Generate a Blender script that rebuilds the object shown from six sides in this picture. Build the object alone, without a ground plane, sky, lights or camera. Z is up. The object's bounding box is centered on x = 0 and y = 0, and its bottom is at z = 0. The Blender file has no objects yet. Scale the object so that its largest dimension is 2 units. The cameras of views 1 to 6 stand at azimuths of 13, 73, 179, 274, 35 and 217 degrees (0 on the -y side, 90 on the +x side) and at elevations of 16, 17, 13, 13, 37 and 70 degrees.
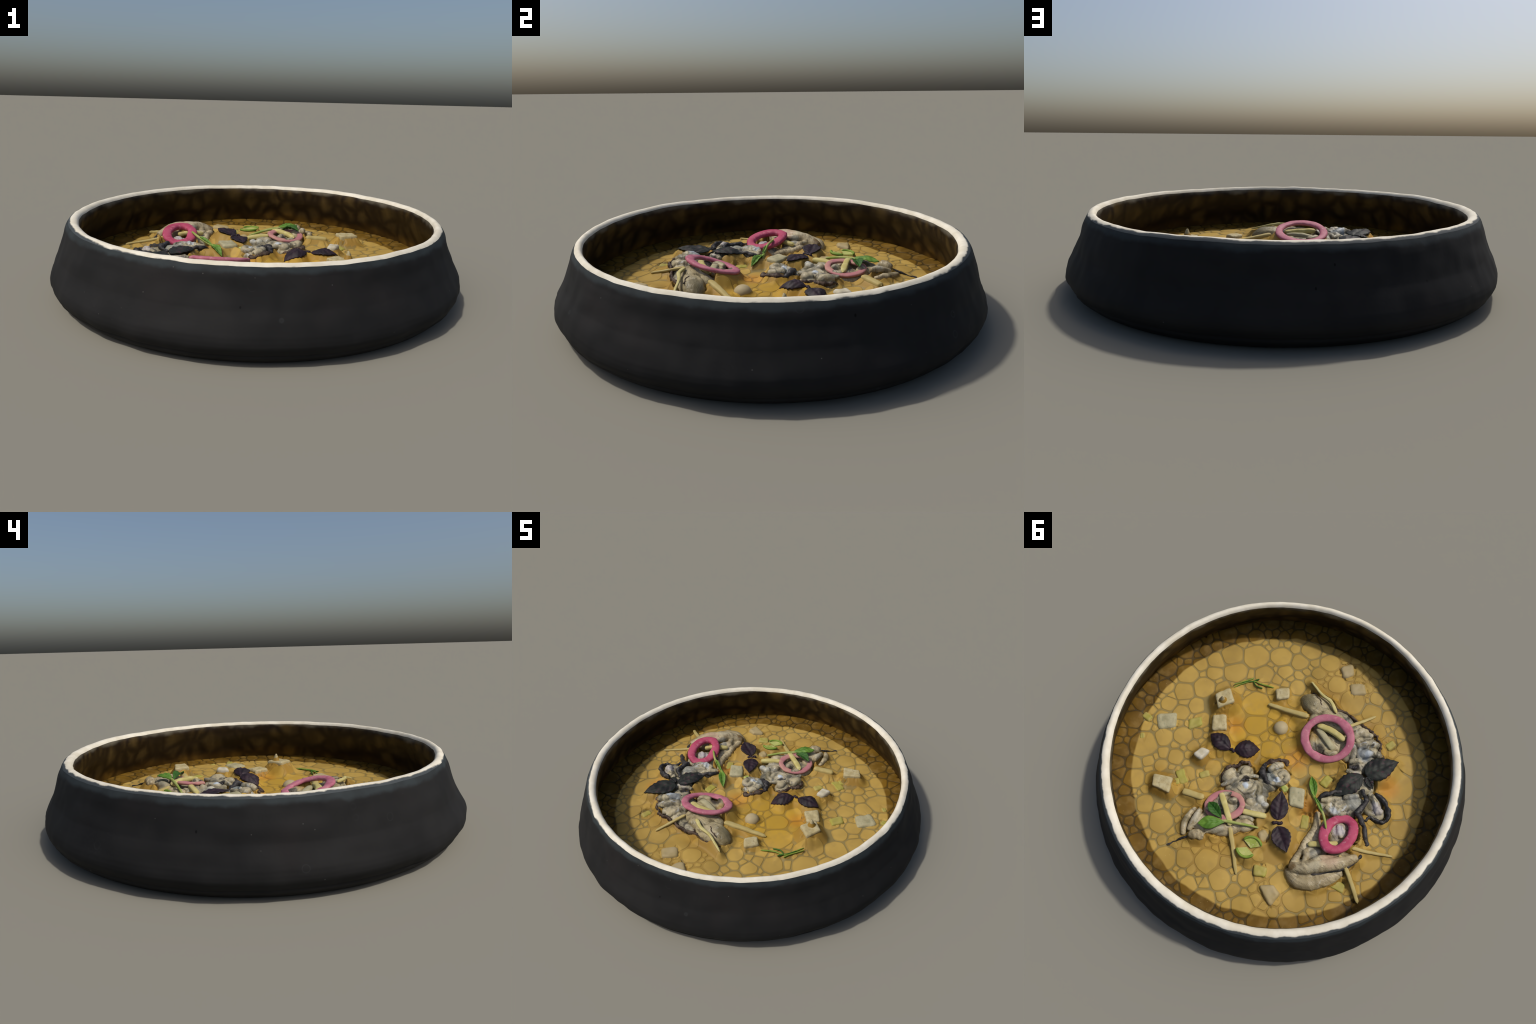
import bpy, math, random
import numpy as np
from mathutils import Vector, noise

random.seed(7)
RNG = np.random.default_rng(11)
TAU = 2 * math.pi

# ------------------------------------------------------------------ helpers
root = bpy.data.objects.new("soup_bowl", None)
bpy.context.scene.collection.objects.link(root)
root["label"] = "black ceramic bowl of amber oyster soup with garnish"
root["category"] = "soup bowl"


def make_object(name, verts, faces, mats, parent=root, face_mats=None, smooth=True, stuff=False):
    me = bpy.data.meshes.new(name)
    me.from_pydata([tuple(map(float, v)) for v in verts], [], faces)
    for m in (mats if isinstance(mats, (list, tuple)) else [mats]):
        me.materials.append(m)
    if face_mats is not None:
        me.polygons.foreach_set("material_index", face_mats)
    if smooth:
        me.polygons.foreach_set("use_smooth", [True] * len(me.polygons))
    me.update()
    ob = bpy.data.objects.new(name, me)
    bpy.context.scene.collection.objects.link(ob)
    ob.parent = parent
    if stuff:
        ob["kind"] = "stuff"
    return ob


def fbm(x, y, z, octaves=3):
    s, a = 0.0, 1.0
    for _ in range(octaves):
        s += a * noise.noise(Vector((x, y, z)))
        x, y, z, a = x * 2.03, y * 2.03, z * 2.03, a * 0.5
    return s


def spline(points, n):
    """Catmull-Rom through the control points, n samples."""
    P = np.array(points, float)
    P = np.vstack([2 * P[0] - P[1], P, 2 * P[-1] - P[-2]])
    m = len(P) - 3
    out = []
    for t in np.linspace(0, m - 1e-6, n):
        i = int(t)
        f = t - i
        a, b, c, d = P[i:i + 4]
        out.append(0.5 * (2 * b + (c - a) * f + (2 * a - 5 * b + 4 * c - d) * f * f + (3 * b - a - 3 * c + d) * f ** 3))
    return np.array(out)


def smoothstep(a, b, x):
    t = np.clip((x - a) / (b - a), 0, 1)
    return t * t * (3 - 2 * t)


# ------------------------------------------------------------------ materials
class Mat:
    """Small wrapper that grows a node graph on object coordinates."""

    def __init__(self, name, rough=0.6, spec=0.25):
        self.m = bpy.data.materials.new(name)
        self.m.use_nodes = True
        self.nt = self.m.node_tree
        self.b = self.nt.nodes["Principled BSDF"]
        self.b.inputs["Roughness"].default_value = rough
        self.b.inputs["Specular IOR Level"].default_value = spec
        self.tc = self.nt.nodes.new("ShaderNodeTexCoord").outputs["Object"]

    def node(self, kind, **kw):
        n = self.nt.nodes.new(kind)
        for k, v in kw.items():
            setattr(n, k, v)
        return n

    def put(self, sock, v):
        if isinstance(v, (int, float)):
            sock.default_value = v
        elif isinstance(v, tuple):
            sock.default_value = v if len(v) == 4 or sock.type == "VECTOR" else (*v, 1.0)
        else:
            self.nt.links.new(v, sock)

    def mapping(self, scale=(1, 1, 1), loc=(0, 0, 0), vec=None):
        n = self.node("ShaderNodeMapping")
        self.put(n.inputs["Vector"], vec or self.tc)
        n.inputs["Scale"].default_value = scale
        n.inputs["Location"].default_value = loc
        return n.outputs[0]

    def noise(self, scale, detail=3, vec=None, rough=0.5, distort=0.0):
        n = self.node("ShaderNodeTexNoise")
        self.put(n.inputs["Vector"], vec or self.tc)
        n.inputs["Scale"].default_value = scale
        n.inputs["Detail"].default_value = detail
        n.inputs["Roughness"].default_value = rough
        n.inputs["Distortion"].default_value = distort
        return n.outputs["Fac"]

    def voronoi(self, scale, vec=None, feature="F1", out="Distance"):
        n = self.node("ShaderNodeTexVoronoi", feature=feature)
        self.put(n.inputs["Vector"], vec or self.tc)
        n.inputs["Scale"].default_value = scale
        return n.outputs[out]

    def ramp(self, fac, lo, hi, a=0.0, b=1.0):
        n = self.node("ShaderNodeMapRange", interpolation_type="SMOOTHSTEP")
        self.put(n.inputs["Value"], fac)
        n.inputs["From Min"].default_value = lo
        n.inputs["From Max"].default_value = hi
        n.inputs["To Min"].default_value = a
        n.inputs["To Max"].default_value = b
        return n.outputs[0]

    def math(self, op, a, b=0.0):
        n = self.node("ShaderNodeMath", operation=op)
        self.put(n.inputs[0], a)
        self.put(n.inputs[1], b)
        return n.outputs[0]

    def mix(self, fac, a, b, mode="MIX"):
        n = self.node("ShaderNodeMix", data_type="RGBA", blend_type=mode)
        self.put(n.inputs[0], fac)
        self.put(n.inputs[6], a)
        self.put(n.inputs[7], b)
        return n.outputs[2]

    def xyz(self):
        n = self.node("ShaderNodeSeparateXYZ")
        self.put(n.inputs[0], self.tc)
        return n.outputs

    def spot(self, x, y, r0, r1, wobble=None):
        """1 inside r0, 0 beyond r1, around (x, y), seen from above."""
        n = self.node("ShaderNodeVectorMath", operation="DISTANCE")
        v = self.node("ShaderNodeVectorMath", operation="MULTIPLY")
        self.put(v.inputs[0], self.tc)
        v.inputs[1].default_value = (1, 1, 0)
        self.put(n.inputs[0], v.outputs[0])
        n.inputs[1].default_value = (x, y, 0)
        d = n.outputs["Value"]
        if wobble is not None:
            d = self.math("ADD", d, wobble)
        return self.ramp(d, r0, r1, 1.0, 0.0)

    def bump(self, height, strength=0.3, dist=0.003):
        n = self.node("ShaderNodeBump")
        n.inputs["Strength"].default_value = strength
        n.inputs["Distance"].default_value = dist
        self.put(n.inputs["Height"], height)
        self.nt.links.new(n.outputs[0], self.b.inputs["Normal"])

    def color(self, c):
        self.put(self.b.inputs["Base Color"], c)
        return self

    def random(self):
        return self.node("ShaderNodeObjectInfo").outputs["Random"]


def two_tone(name, a, b, scale=14, lo=0.35, hi=0.65, rough=0.6, spec=0.25, bump=0.25, bump_scale=60, third=None):
    m = Mat(name, rough, spec)
    c = m.mix(m.ramp(m.noise(scale, 4), lo, hi), a, b)
    if third:
        c = m.mix(m.ramp(m.noise(scale * 2.7, 3, vec=m.mapping(loc=(3, 5, 7))), 0.55, 0.72), c, third)
    m.color(c)
    if bump:
        m.bump(m.noise(bump_scale, 4), bump)
    return m


def ceramic_outer():
    m = Mat("matt_black_ceramic", 0.7, 0.12)
    base = m.mix(m.ramp(m.noise(5, 4), 0.3, 0.7), (0.0118, 0.0118, 0.0118), (0.0160, 0.0157, 0.0154))
    base = m.mix(m.ramp(m.noise(3, 2, vec=m.mapping(loc=(4, 1, 2))), 0.55, 0.75), base, (0.0168, 0.0152, 0.0148))
    z = m.xyz()["Z"]
    zz = m.math("ADD", z, m.math("MULTIPLY", m.math("SUBTRACT", m.noise(14, 4), 0.5), 0.035))
    band = m.math("MULTIPLY", m.ramp(zz, 0.314, 0.332), m.ramp(m.noise(9, 3), 0.25, 0.6, 0.45, 1.0))
    base = m.mix(band, base, (0.029, 0.036, 0.038))
    # sparse pale specks, rings of dried drops and dark pin holes
    d = m.voronoi(26)
    pick = m.ramp(m.noise(11, 2), 0.56, 0.6)
    base = m.mix(m.math("MULTIPLY", m.ramp(d, 0.045, 0.075, 0.6, 0.0), pick), base, (0.10, 0.10, 0.09))
    rd = m.voronoi(7, vec=m.mapping(loc=(1.3, 0.4, 0.9)))
    ringm = m.math("MULTIPLY", m.ramp(rd, 0.085, 0.105), m.ramp(rd, 0.105, 0.125, 1.0, 0.0))
    ringm = m.math("MULTIPLY", ringm, m.ramp(m.noise(4, 2, vec=m.mapping(loc=(7, 3, 1))), 0.5, 0.62, 0.0, 0.5))
    base = m.mix(ringm, base, (0.03, 0.032, 0.032))
    p = m.voronoi(9, vec=m.mapping(scale=(1, 1, 0.6), loc=(2.2, 5.1, 0.3)))
    base = m.mix(m.ramp(p, 0.025, 0.04, 1.0, 0.0), base, (0.003, 0.003, 0.003))
    m.color(base)
    m.bump(m.noise(90, 3), 0.15, 0.002)
    return m.m


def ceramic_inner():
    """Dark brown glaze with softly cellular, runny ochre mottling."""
    m = Mat("brown_wall_soup_reflection", 0.45, 0.25)
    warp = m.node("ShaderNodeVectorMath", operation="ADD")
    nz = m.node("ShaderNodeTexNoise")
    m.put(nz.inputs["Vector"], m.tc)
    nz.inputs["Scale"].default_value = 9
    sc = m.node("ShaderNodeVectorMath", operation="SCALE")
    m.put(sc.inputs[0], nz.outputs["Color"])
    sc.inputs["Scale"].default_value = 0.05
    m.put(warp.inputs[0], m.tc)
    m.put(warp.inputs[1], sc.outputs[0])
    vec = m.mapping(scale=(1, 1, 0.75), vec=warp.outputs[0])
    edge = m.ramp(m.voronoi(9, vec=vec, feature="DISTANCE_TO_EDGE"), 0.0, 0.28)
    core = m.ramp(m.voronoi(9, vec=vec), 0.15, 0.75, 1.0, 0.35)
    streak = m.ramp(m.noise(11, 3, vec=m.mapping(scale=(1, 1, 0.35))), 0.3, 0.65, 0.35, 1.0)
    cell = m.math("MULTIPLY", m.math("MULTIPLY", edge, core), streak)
    c = m.mix(cell, (0.014, 0.0076, 0.003), (0.076, 0.049, 0.015))  # ochre cells paint the soup's reflection onto the wall
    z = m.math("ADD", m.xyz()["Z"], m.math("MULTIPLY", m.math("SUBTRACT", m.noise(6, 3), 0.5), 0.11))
    c = m.mix(m.ramp(z, 0.105, 0.185, 0.9, 0.0), c, m.mix(cell, (0.060, 0.030, 0.005), (0.175, 0.092, 0.012)))  # orange low down belongs to the same painted soup reflection
    c = m.mix(m.ramp(z, 0.315, 0.345, 0.0, 0.85), c, (0.14, 0.125, 0.09))  # grade under the lip paints in the rim's inner shading
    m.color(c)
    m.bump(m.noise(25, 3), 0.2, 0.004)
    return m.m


def rim_clay():
    m = Mat("cream_bare_clay", 0.7, 0.25)
    c = m.mix(m.ramp(m.noise(16, 4), 0.3, 0.7), (0.60, 0.55, 0.43), (0.70, 0.655, 0.54))
    s = m.voronoi(30)
    c = m.mix(m.math("MULTIPLY", m.ramp(s, 0.03, 0.06, 0.6, 0.0), m.ramp(m.noise(7), 0.55, 0.6)), c, (0.30, 0.25, 0.19))
    # ragged edge of the dark glaze creeping over the outside of the lip
    w = m.math("MULTIPLY", m.math("SUBTRACT", m.noise(17, 5), 0.5), 0.022)
    c = m.mix(m.spot(0, 0, 0.889, 0.896, w), (0.045, 0.053, 0.056), c)
    m.color(c)
    m.bump(m.noise(40, 4), 0.3, 0.003)
    return m.m


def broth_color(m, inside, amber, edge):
    """Sky reflection painted pale in the middle, bowl-wall reflection dark around it, clear amber between the oysters."""
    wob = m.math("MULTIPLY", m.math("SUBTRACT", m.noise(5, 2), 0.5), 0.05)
    sky_reflection = m.spot(0.01, -0.004, 0.795, 0.807, wob)  # pale disc paints the sky's reflection into the soup colour
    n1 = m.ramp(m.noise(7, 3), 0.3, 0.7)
    mid_tone = m.mix(n1, inside, tuple(min(1, v * k) for v, k in zip(inside, (0.86, 0.84, 0.80))))
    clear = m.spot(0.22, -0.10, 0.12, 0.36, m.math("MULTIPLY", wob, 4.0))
    c = m.mix(m.math("MULTIPLY", clear, 0.85), mid_tone, amber)
    for x, y, r in ((0.35, -0.035, 0.09), (-0.04, -0.09, 0.10), (-0.53, -0.25, 0.08), (-0.28, 0.10, 0.10)):
        s = m.spot(x, y, r * 0.2, r, wob)
        c = m.mix(m.math("MULTIPLY", s, 0.55), c, (amber[0] * 1.05, amber[1] * 0.68, amber[2] * 0.6))
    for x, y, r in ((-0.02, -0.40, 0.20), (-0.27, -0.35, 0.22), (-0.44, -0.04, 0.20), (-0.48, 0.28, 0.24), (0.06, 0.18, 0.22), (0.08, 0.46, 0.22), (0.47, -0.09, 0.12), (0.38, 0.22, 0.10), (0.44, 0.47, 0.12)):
        s = m.spot(x, y, r * 0.45, r, m.math("MULTIPLY", wob, 2.0))      # deeper, browner broth round the solid pieces
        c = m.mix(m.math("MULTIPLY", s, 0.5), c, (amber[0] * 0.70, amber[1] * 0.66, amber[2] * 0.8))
    rim_n = m.mix(m.ramp(m.noise(6, 3, vec=m.mapping(loc=(2, 8, 1))), 0.35, 0.65), edge, tuple(v * 0.62 for v in edge))  # darker outer ring paints in the bowl wall's reflection
    return m.mix(sky_reflection, rim_n, c)


def broth_mat(name, mid_tone, amber, edge):
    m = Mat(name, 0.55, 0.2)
    m.color(broth_color(m, mid_tone, amber, edge))
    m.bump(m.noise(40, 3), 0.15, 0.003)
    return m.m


def droplet_mat(name, k):
    m = Mat(name, 0.6, 0.15)
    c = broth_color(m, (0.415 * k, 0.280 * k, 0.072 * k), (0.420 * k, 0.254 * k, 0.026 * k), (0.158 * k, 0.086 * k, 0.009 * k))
    c = m.mix(m.ramp(m.noise(18, 3), 0.45, 0.75, 0.0, 0.35), c, (0.27, 0.18, 0.06))
    v = m.mix(m.random(), (0.88, 0.87, 0.85), (1.06, 1.05, 1.02))
    c = m.mix(1.0, c, v, "MULTIPLY")
    sp = m.math("MULTIPLY", m.ramp(m.voronoi(60), 0.06, 0.12, 0.55, 0.0), m.ramp(m.noise(10), 0.5, 0.6))
    c = m.mix(sp, c, (0.55, 0.42, 0.18))
    m.color(c)
    m.bump(m.noise(45, 3), 0.12, 0.002)
    return m.m


def flesh_mat(name, pale, grey, blue, dark_amount, tints=()):
    """Wet oyster flesh: cream and grey marbling, painted fold shading, pearly patches, plus tints at given places (x, y, radius, colour, strength)."""
    m = Mat(name, 0.42, 0.3)
    c = m.mix(m.ramp(m.noise(11, 4, distort=1.0), 0.40, 0.64), pale, grey)
    streak = m.noise(16, 5, vec=m.mapping(scale=(1.0, 3.2, 1.0)), distort=1.5)
    c = m.mix(m.ramp(streak, 0.50, 0.68, 0.0, 0.75), c, tuple(v * 0.42 for v in grey))  # dark streaks paint the deep shading along the folds
    c = m.mix(m.ramp(m.noise(21, 4, vec=m.mapping(scale=(2.4, 1.0, 1.0), loc=(5, 2, 9)), distort=0.9), 0.58, 0.70, 0.0, 0.75), c, blue)
    c = m.mix(m.ramp(m.noise(12, 5, vec=m.mapping(loc=(1, 9, 4)), distort=1.4), 0.61, 0.68, 0.0, dark_amount), c, (0.030, 0.026, 0.020))  # dark mottling that also paints in fold shading
    wob = m.math("MULTIPLY", m.math("SUBTRACT", m.noise(26, 4), 0.5), 0.05)
    for x, y, r, col, k in tints:
        c = m.mix(m.math("MULTIPLY", m.spot(x, y, r * 0.45, r, wob), k), c, col)  # some dark tints colour in holes and creases
    m.color(c)
    m.bump(m.noise(50, 5, vec=m.mapping(scale=(1.0, 2.2, 1.0)), distort=0.8), 0.55, 0.005)
    return m.m


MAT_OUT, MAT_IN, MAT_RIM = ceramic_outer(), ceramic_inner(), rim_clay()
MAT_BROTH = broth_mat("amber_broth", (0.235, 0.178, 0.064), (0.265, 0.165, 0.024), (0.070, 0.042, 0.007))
MAT_COAT = broth_mat("skirt_broth", (0.320, 0.205, 0.048), (0.320, 0.180, 0.018), (0.150, 0.085, 0.010))  # broth over the skirts left by scan smoothing
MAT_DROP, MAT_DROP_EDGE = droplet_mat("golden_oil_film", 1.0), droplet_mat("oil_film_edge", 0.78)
BLACK, SMOKE, PEARL, AMBER, CREAM, LILAC = (0.022, 0.018, 0.016), (0.085, 0.082, 0.062), (0.44, 0.49, 0.53), (0.25, 0.15, 0.025), (0.40, 0.34, 0.21), (0.42, 0.39, 0.40)
ROSE, OLIVE = (0.42, 0.29, 0.19), (0.16, 0.135, 0.07)
MAT_FLESH_A = flesh_mat("oyster_flesh_beige", (0.375, 0.315, 0.18), (0.21, 0.172, 0.09), (0.37, 0.345, 0.26), 0.4,
                        [(0.12, -0.375, 0.07, OLIVE, 0.75), (-0.10, -0.19, 0.045, BLACK, 0.85), (-0.10, -0.30, 0.03, BLACK, 0.6), (-0.14, -0.355, 0.035, CREAM, 0.8), (-0.03, -0.24, 0.05, AMBER, 0.6), (0.04, -0.425, 0.05, CREAM, 0.5)])
MAT_FLESH_B = flesh_mat("oyster_flesh_grey", (0.385, 0.335, 0.215), (0.175, 0.158, 0.11), (0.41, 0.425, 0.41), 0.75,
                        [(-0.325, -0.312, 0.05, (0.21, 0.235, 0.245), 0.8), (-0.345, -0.325, 0.03, PEARL, 0.5), (-0.25, -0.42, 0.04, CREAM, 0.7), (-0.325, -0.232, 0.036, BLACK, 0.9), (-0.36, -0.20, 0.03, LILAC, 0.6),
                         (-0.435, -0.07, 0.06, (0.22, 0.225, 0.195), 0.8), (-0.31, 0.015, 0.035, CREAM, 0.7), (-0.375, 0.035, 0.03, PEARL, 0.6), (-0.55, -0.115, 0.04, LILAC, 0.6), (-0.51, -0.08, 0.035, OLIVE, 0.7), (-0.465, 0.11, 0.045, LILAC, 0.8),
                         (-0.425, 0.16, 0.03, AMBER, 0.6), (0.18, 0.215, 0.04, CREAM, 0.85), (0.118, 0.145, 0.035, CREAM, 0.8), (0.122, 0.242, 0.028, SMOKE, 0.8), (0.073, 0.207, 0.019, PEARL, 1.0), (0.095, 0.183, 0.020, BLACK, 0.9),
                         (0.0, 0.18, 0.04, OLIVE, 0.7), (-0.03, 0.165, 0.045, SMOKE, 0.85), (0.01, 0.09, 0.04, (0.15, 0.17, 0.165), 0.8), (-0.04, 0.083, 0.018, PEARL, 0.9), (-0.06, 0.045, 0.035, CREAM, 0.8), (0.0, 0.266, 0.03, CREAM, 0.85),
                         (-0.037, 0.223, 0.03, (0.44, 0.42, 0.33), 0.85), (-0.072, 0.228, 0.025, (0.40, 0.40, 0.36), 0.8), (0.096, 0.295, 0.03, BLACK, 0.85), (0.14, 0.33, 0.05, CREAM, 0.6), (0.07, 0.36, 0.04, CREAM, 0.6)])
MAT_FLESH_C = flesh_mat("oyster_flesh_cream", (0.43, 0.36, 0.22), (0.27, 0.215, 0.12), (0.42, 0.39, 0.30), 0.3,
                        [(-0.43, 0.275, 0.045, (0.27, 0.265, 0.22), 0.7), (-0.505, 0.262, 0.06, ROSE, 0.7), (-0.375, 0.403, 0.028, (0.12, 0.065, 0.015), 0.8), (-0.47, 0.34, 0.04, (0.46, 0.41, 0.28), 0.6),
                         (-0.50, 0.43, 0.09, (0.29, 0.235, 0.13), 0.7), (0.165, 0.50, 0.03, (0.46, 0.42, 0.31), 0.8), (0.20, 0.54, 0.03, OLIVE, 0.7), (0.04, 0.48, 0.05, (0.27, 0.25, 0.18), 0.7), (0.13, 0.455, 0.03, BLACK, 0.5)])
MAT_FRILL = two_tone("black_mantle", (0.012, 0.011, 0.012), (0.04, 0.036, 0.034), 22, bump=0.5, third=(0.09, 0.085, 0.078), spec=0.35).m
MAT_FRILL_BROWN = two_tone("brown_mantle", (0.03, 0.016, 0.010), (0.10, 0.068, 0.045), 24, bump=0.5, third=(0.018, 0.013, 0.011)).m
MAT_PINK = two_tone("pink_onion", (0.37, 0.105, 0.150), (0.43, 0.155, 0.195), 20, bump=0.3, bump_scale=90, third=(0.46, 0.20, 0.22)).m
MAT_PINK_PALE = two_tone("pale_pink_onion", (0.37, 0.145, 0.155), (0.41, 0.20, 0.165), 16, bump=0.3, bump_scale=90, third=(0.38, 0.24, 0.16)).m
MAT_MAGENTA = two_tone("magenta_onion", (0.33, 0.038, 0.085), (0.40, 0.070, 0.125), 16, bump=0.3, bump_scale=90, third=(0.44, 0.15, 0.19)).m
MAT_DICE = two_tone("tan_dice", (0.36, 0.295, 0.145), (0.42, 0.36, 0.205), 30, bump=0.6, bump_scale=80, third=(0.30, 0.24, 0.12)).m
MAT_DICE_WHITE = two_tone("white_dice", (0.42, 0.375, 0.26), (0.50, 0.46, 0.36), 30, bump=0.4, bump_scale=80).m
MAT_DICE_GREY = two_tone("grey_dice", (0.29, 0.26, 0.145), (0.36, 0.325, 0.195), 25, bump=0.5, bump_scale=80, third=(0.26, 0.25, 0.15)).m
MAT_DICE_SUNK = two_tone("sunken_dice", (0.33, 0.255, 0.115), (0.36, 0.285, 0.15), 14, bump=0.15).m
MAT_CELERY = two_tone("celery_green", (0.24, 0.29, 0.05), (0.36, 0.37, 0.11), 22, bump=0.2, third=(0.42, 0.40, 0.19)).m
MAT_CELERY_SUNK = two_tone("sunken_celery", (0.30, 0.27, 0.05), (0.34, 0.28, 0.08), 16, bump=0.1).m
MAT_CELERY_DARK = two_tone("celery_skin", (0.12, 0.20, 0.02), (0.20, 0.27, 0.04), 20, bump=0.2).m
MAT_STICK = two_tone("ginger_straw", (0.42, 0.355, 0.12), (0.50, 0.44, 0.19), 25, bump=0.3).m
MAT_STICK_WET = two_tone("sunken_straw", (0.37, 0.285, 0.10), (0.41, 0.33, 0.13), 18, bump=0.15).m
MAT_PURPLE = two_tone("purple_leaf", (0.011, 0.006, 0.009), (0.025, 0.0115, 0.017), 30, bump=0.5, bump_scale=45, spec=0.3).m
MAT_DARKLEAF = two_tone("dark_green_leaf", (0.010, 0.011, 0.010), (0.022, 0.026, 0.020), 24, bump=0.5, bump_scale=45, third=(0.05, 0.018, 0.026)).m
MAT_GREEN = two_tone("bright_green_leaf", (0.068, 0.155, 0.012), (0.115, 0.225, 0.022), 20, bump=0.2, spec=0.4).m
MAT_DEEPGREEN = two_tone("deep_green_leaf", (0.02, 0.075, 0.008), (0.04, 0.11, 0.012), 20, bump=0.2).m
MAT_STEM = two_tone("pale_green_stem", (0.20, 0.26, 0.045), (0.34, 0.34, 0.12), 12, bump=0.1).m
MAT_PEA = two_tone("pale_pea", (0.36, 0.29, 0.16), (0.40, 0.33, 0.19), 14, bump=0.1).m

# ------------------------------------------------------------------ bowl
OUTER = [(0.0, 0.0), (0.60, 0.0), (0.923, 0.001), (0.939, 0.004), (0.951, 0.012), (0.962, 0.022), (0.975, 0.036), (0.986, 0.052), (0.995, 0.070),
         (0.999, 0.085), (0.998, 0.102), (0.993, 0.122), (0.985, 0.140), (0.971, 0.170), (0.956, 0.200), (0.943, 0.235), (0.930, 0.270), (0.920, 0.300), (0.913, 0.318), (0.907, 0.330), (0.899, 0.342)]
LIP = [(0.899, 0.342), (0.894, 0.347), (0.887, 0.351), (0.877, 0.353), (0.867, 0.350), (0.860, 0.343), (0.857, 0.336)]
INNER = [(0.857, 0.336), (0.854, 0.325), (0.854, 0.305), (0.861, 0.275), (0.874, 0.240), (0.889, 0.205), (0.905, 0.170), (0.918, 0.140), (0.928, 0.110), (0.932, 0.085), (0.91, 0.06), (0.60, 0.05), (0.0, 0.05)]
# slow unevenness of the thrown wall: (azimuth in degrees, offset near the lip, offset at the shoulder)
UNEVEN = [(-180, 0.004, 0.002), (-135, 0.004, -0.001), (-97, -0.008, 0.001), (-56, -0.011, 0.001), (-20, -0.007, 0.003), (0, -0.004, 0.002), (15, -0.008, 0.0),
          (36, 0.0, 0.0), (57, 0.009, 0.0), (80, 0.006, 0.001), (110, 0.003, 0.002), (160, 0.005, 0.003), (180, 0.004, 0.002)]


def densify(profile, step=0.008):
    P = [np.array(p) for p in profile]
    out = [P[0]]
    for a, b in zip(P[:-1], P[1:]):
        n = max(1, int(np.linalg.norm(b - a) / (step if max(a[0], b[0]) > 0.7 else 0.08)))
        out += [a + (b - a) * (k + 1) / n for k in range(n)]
    return out


def wobble(a, r, z, inside):
    """Hand-thrown unevenness: slow ovality, thumb dents and fine facets. Returns dr, dz."""
    c, s = math.cos(a), math.sin(a)
    deg = math.degrees(math.atan2(s, c))
    ua = [u[0] for u in UNEVEN]
    up = float(smoothstep(0.12, 0.28, z))
    slow = 0.0
    slow += -0.001 * (1 - up) + up * float(np.interp(deg, ua, [u[1] for u in UNEVEN])) + (1 - up) * float(np.interp(deg, ua, [u[2] for u in UNEVEN]))
    slow *= 0.0 if inside else float(smoothstep(0.852, 0.897, r))       # the inside was turned truer than the outside
    dents = 0.0058 * noise.noise(Vector((c * 7, s * 7 + 9, z * 14)))
    fine = 0.0030 * noise.noise(Vector((c * 19 + 2, s * 19, z * 9)))
    k = float(smoothstep(0.0, 0.05, z)) * float(smoothstep(0.5, 0.8, r))
    dents *= 1 - 0.6 * float(smoothstep(0.30, 0.335, z))
    fine *= 1 - 0.5 * float(smoothstep(0.30, 0.335, z))
    top = float(smoothstep(0.25, 0.33, z))
    dz = top * (0.004 * noise.noise(Vector((c * 3, s * 3, 1.7))) + 0.0022 * noise.noise(Vector((c * 13, s * 13, 4.2))))
    dr = k * (slow + dents + fine)
    if r > 0.9 and 0.02 < z < 0.075:      # soft foot ridge where the wall meets the trimmed base
        dr += 0.0015 * math.sin((z - 0.02) / 0.055 * TAU) - 0.0055 * math.exp(-((z - 0.046) / 0.0055) ** 2)
    return dr, dz


def lathe(profile, seg, mats, name, parent, mat_of=None, inside=False):
    verts, faces, fm = [], [], []
    n = len(profile)
    for i in range(seg):
        a = TAU * i / seg
        for r, z in profile:
            dr, dz = wobble(a, r, z, inside)
            rr = r + dr if r > 0 else 0.0
            verts.append((rr * math.cos(a), rr * math.sin(a), z + dz))
    for i in range(seg):
        j = (i + 1) % seg
        for k in range(n - 1):
            faces.append((i * n + k, j * n + k, j * n + k + 1, i * n + k + 1))
            if mat_of:
                fm.append(mat_of(k))
    return make_object(name, verts, faces, mats, parent, fm if mat_of else None)


prof_out, prof_in, prof_lip = densify(OUTER, 0.005), densify(INNER), densify(LIP, 0.004)
bowl = lathe(prof_out, 320, MAT_OUT, "bowl", root)
lathe(prof_lip, 320, MAT_RIM, "rim", bowl)
lathe(prof_in, 320, MAT_IN, "bowl_interior", bowl, inside=True)

# ------------------------------------------------------------------ broth surface
LEVEL = 0.097
GRID_N, GRID_R = 480, 0.96
CELL = 2 * GRID_R / GRID_N
RELIEF = np.full((GRID_N, GRID_N), LEVEL)


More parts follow.
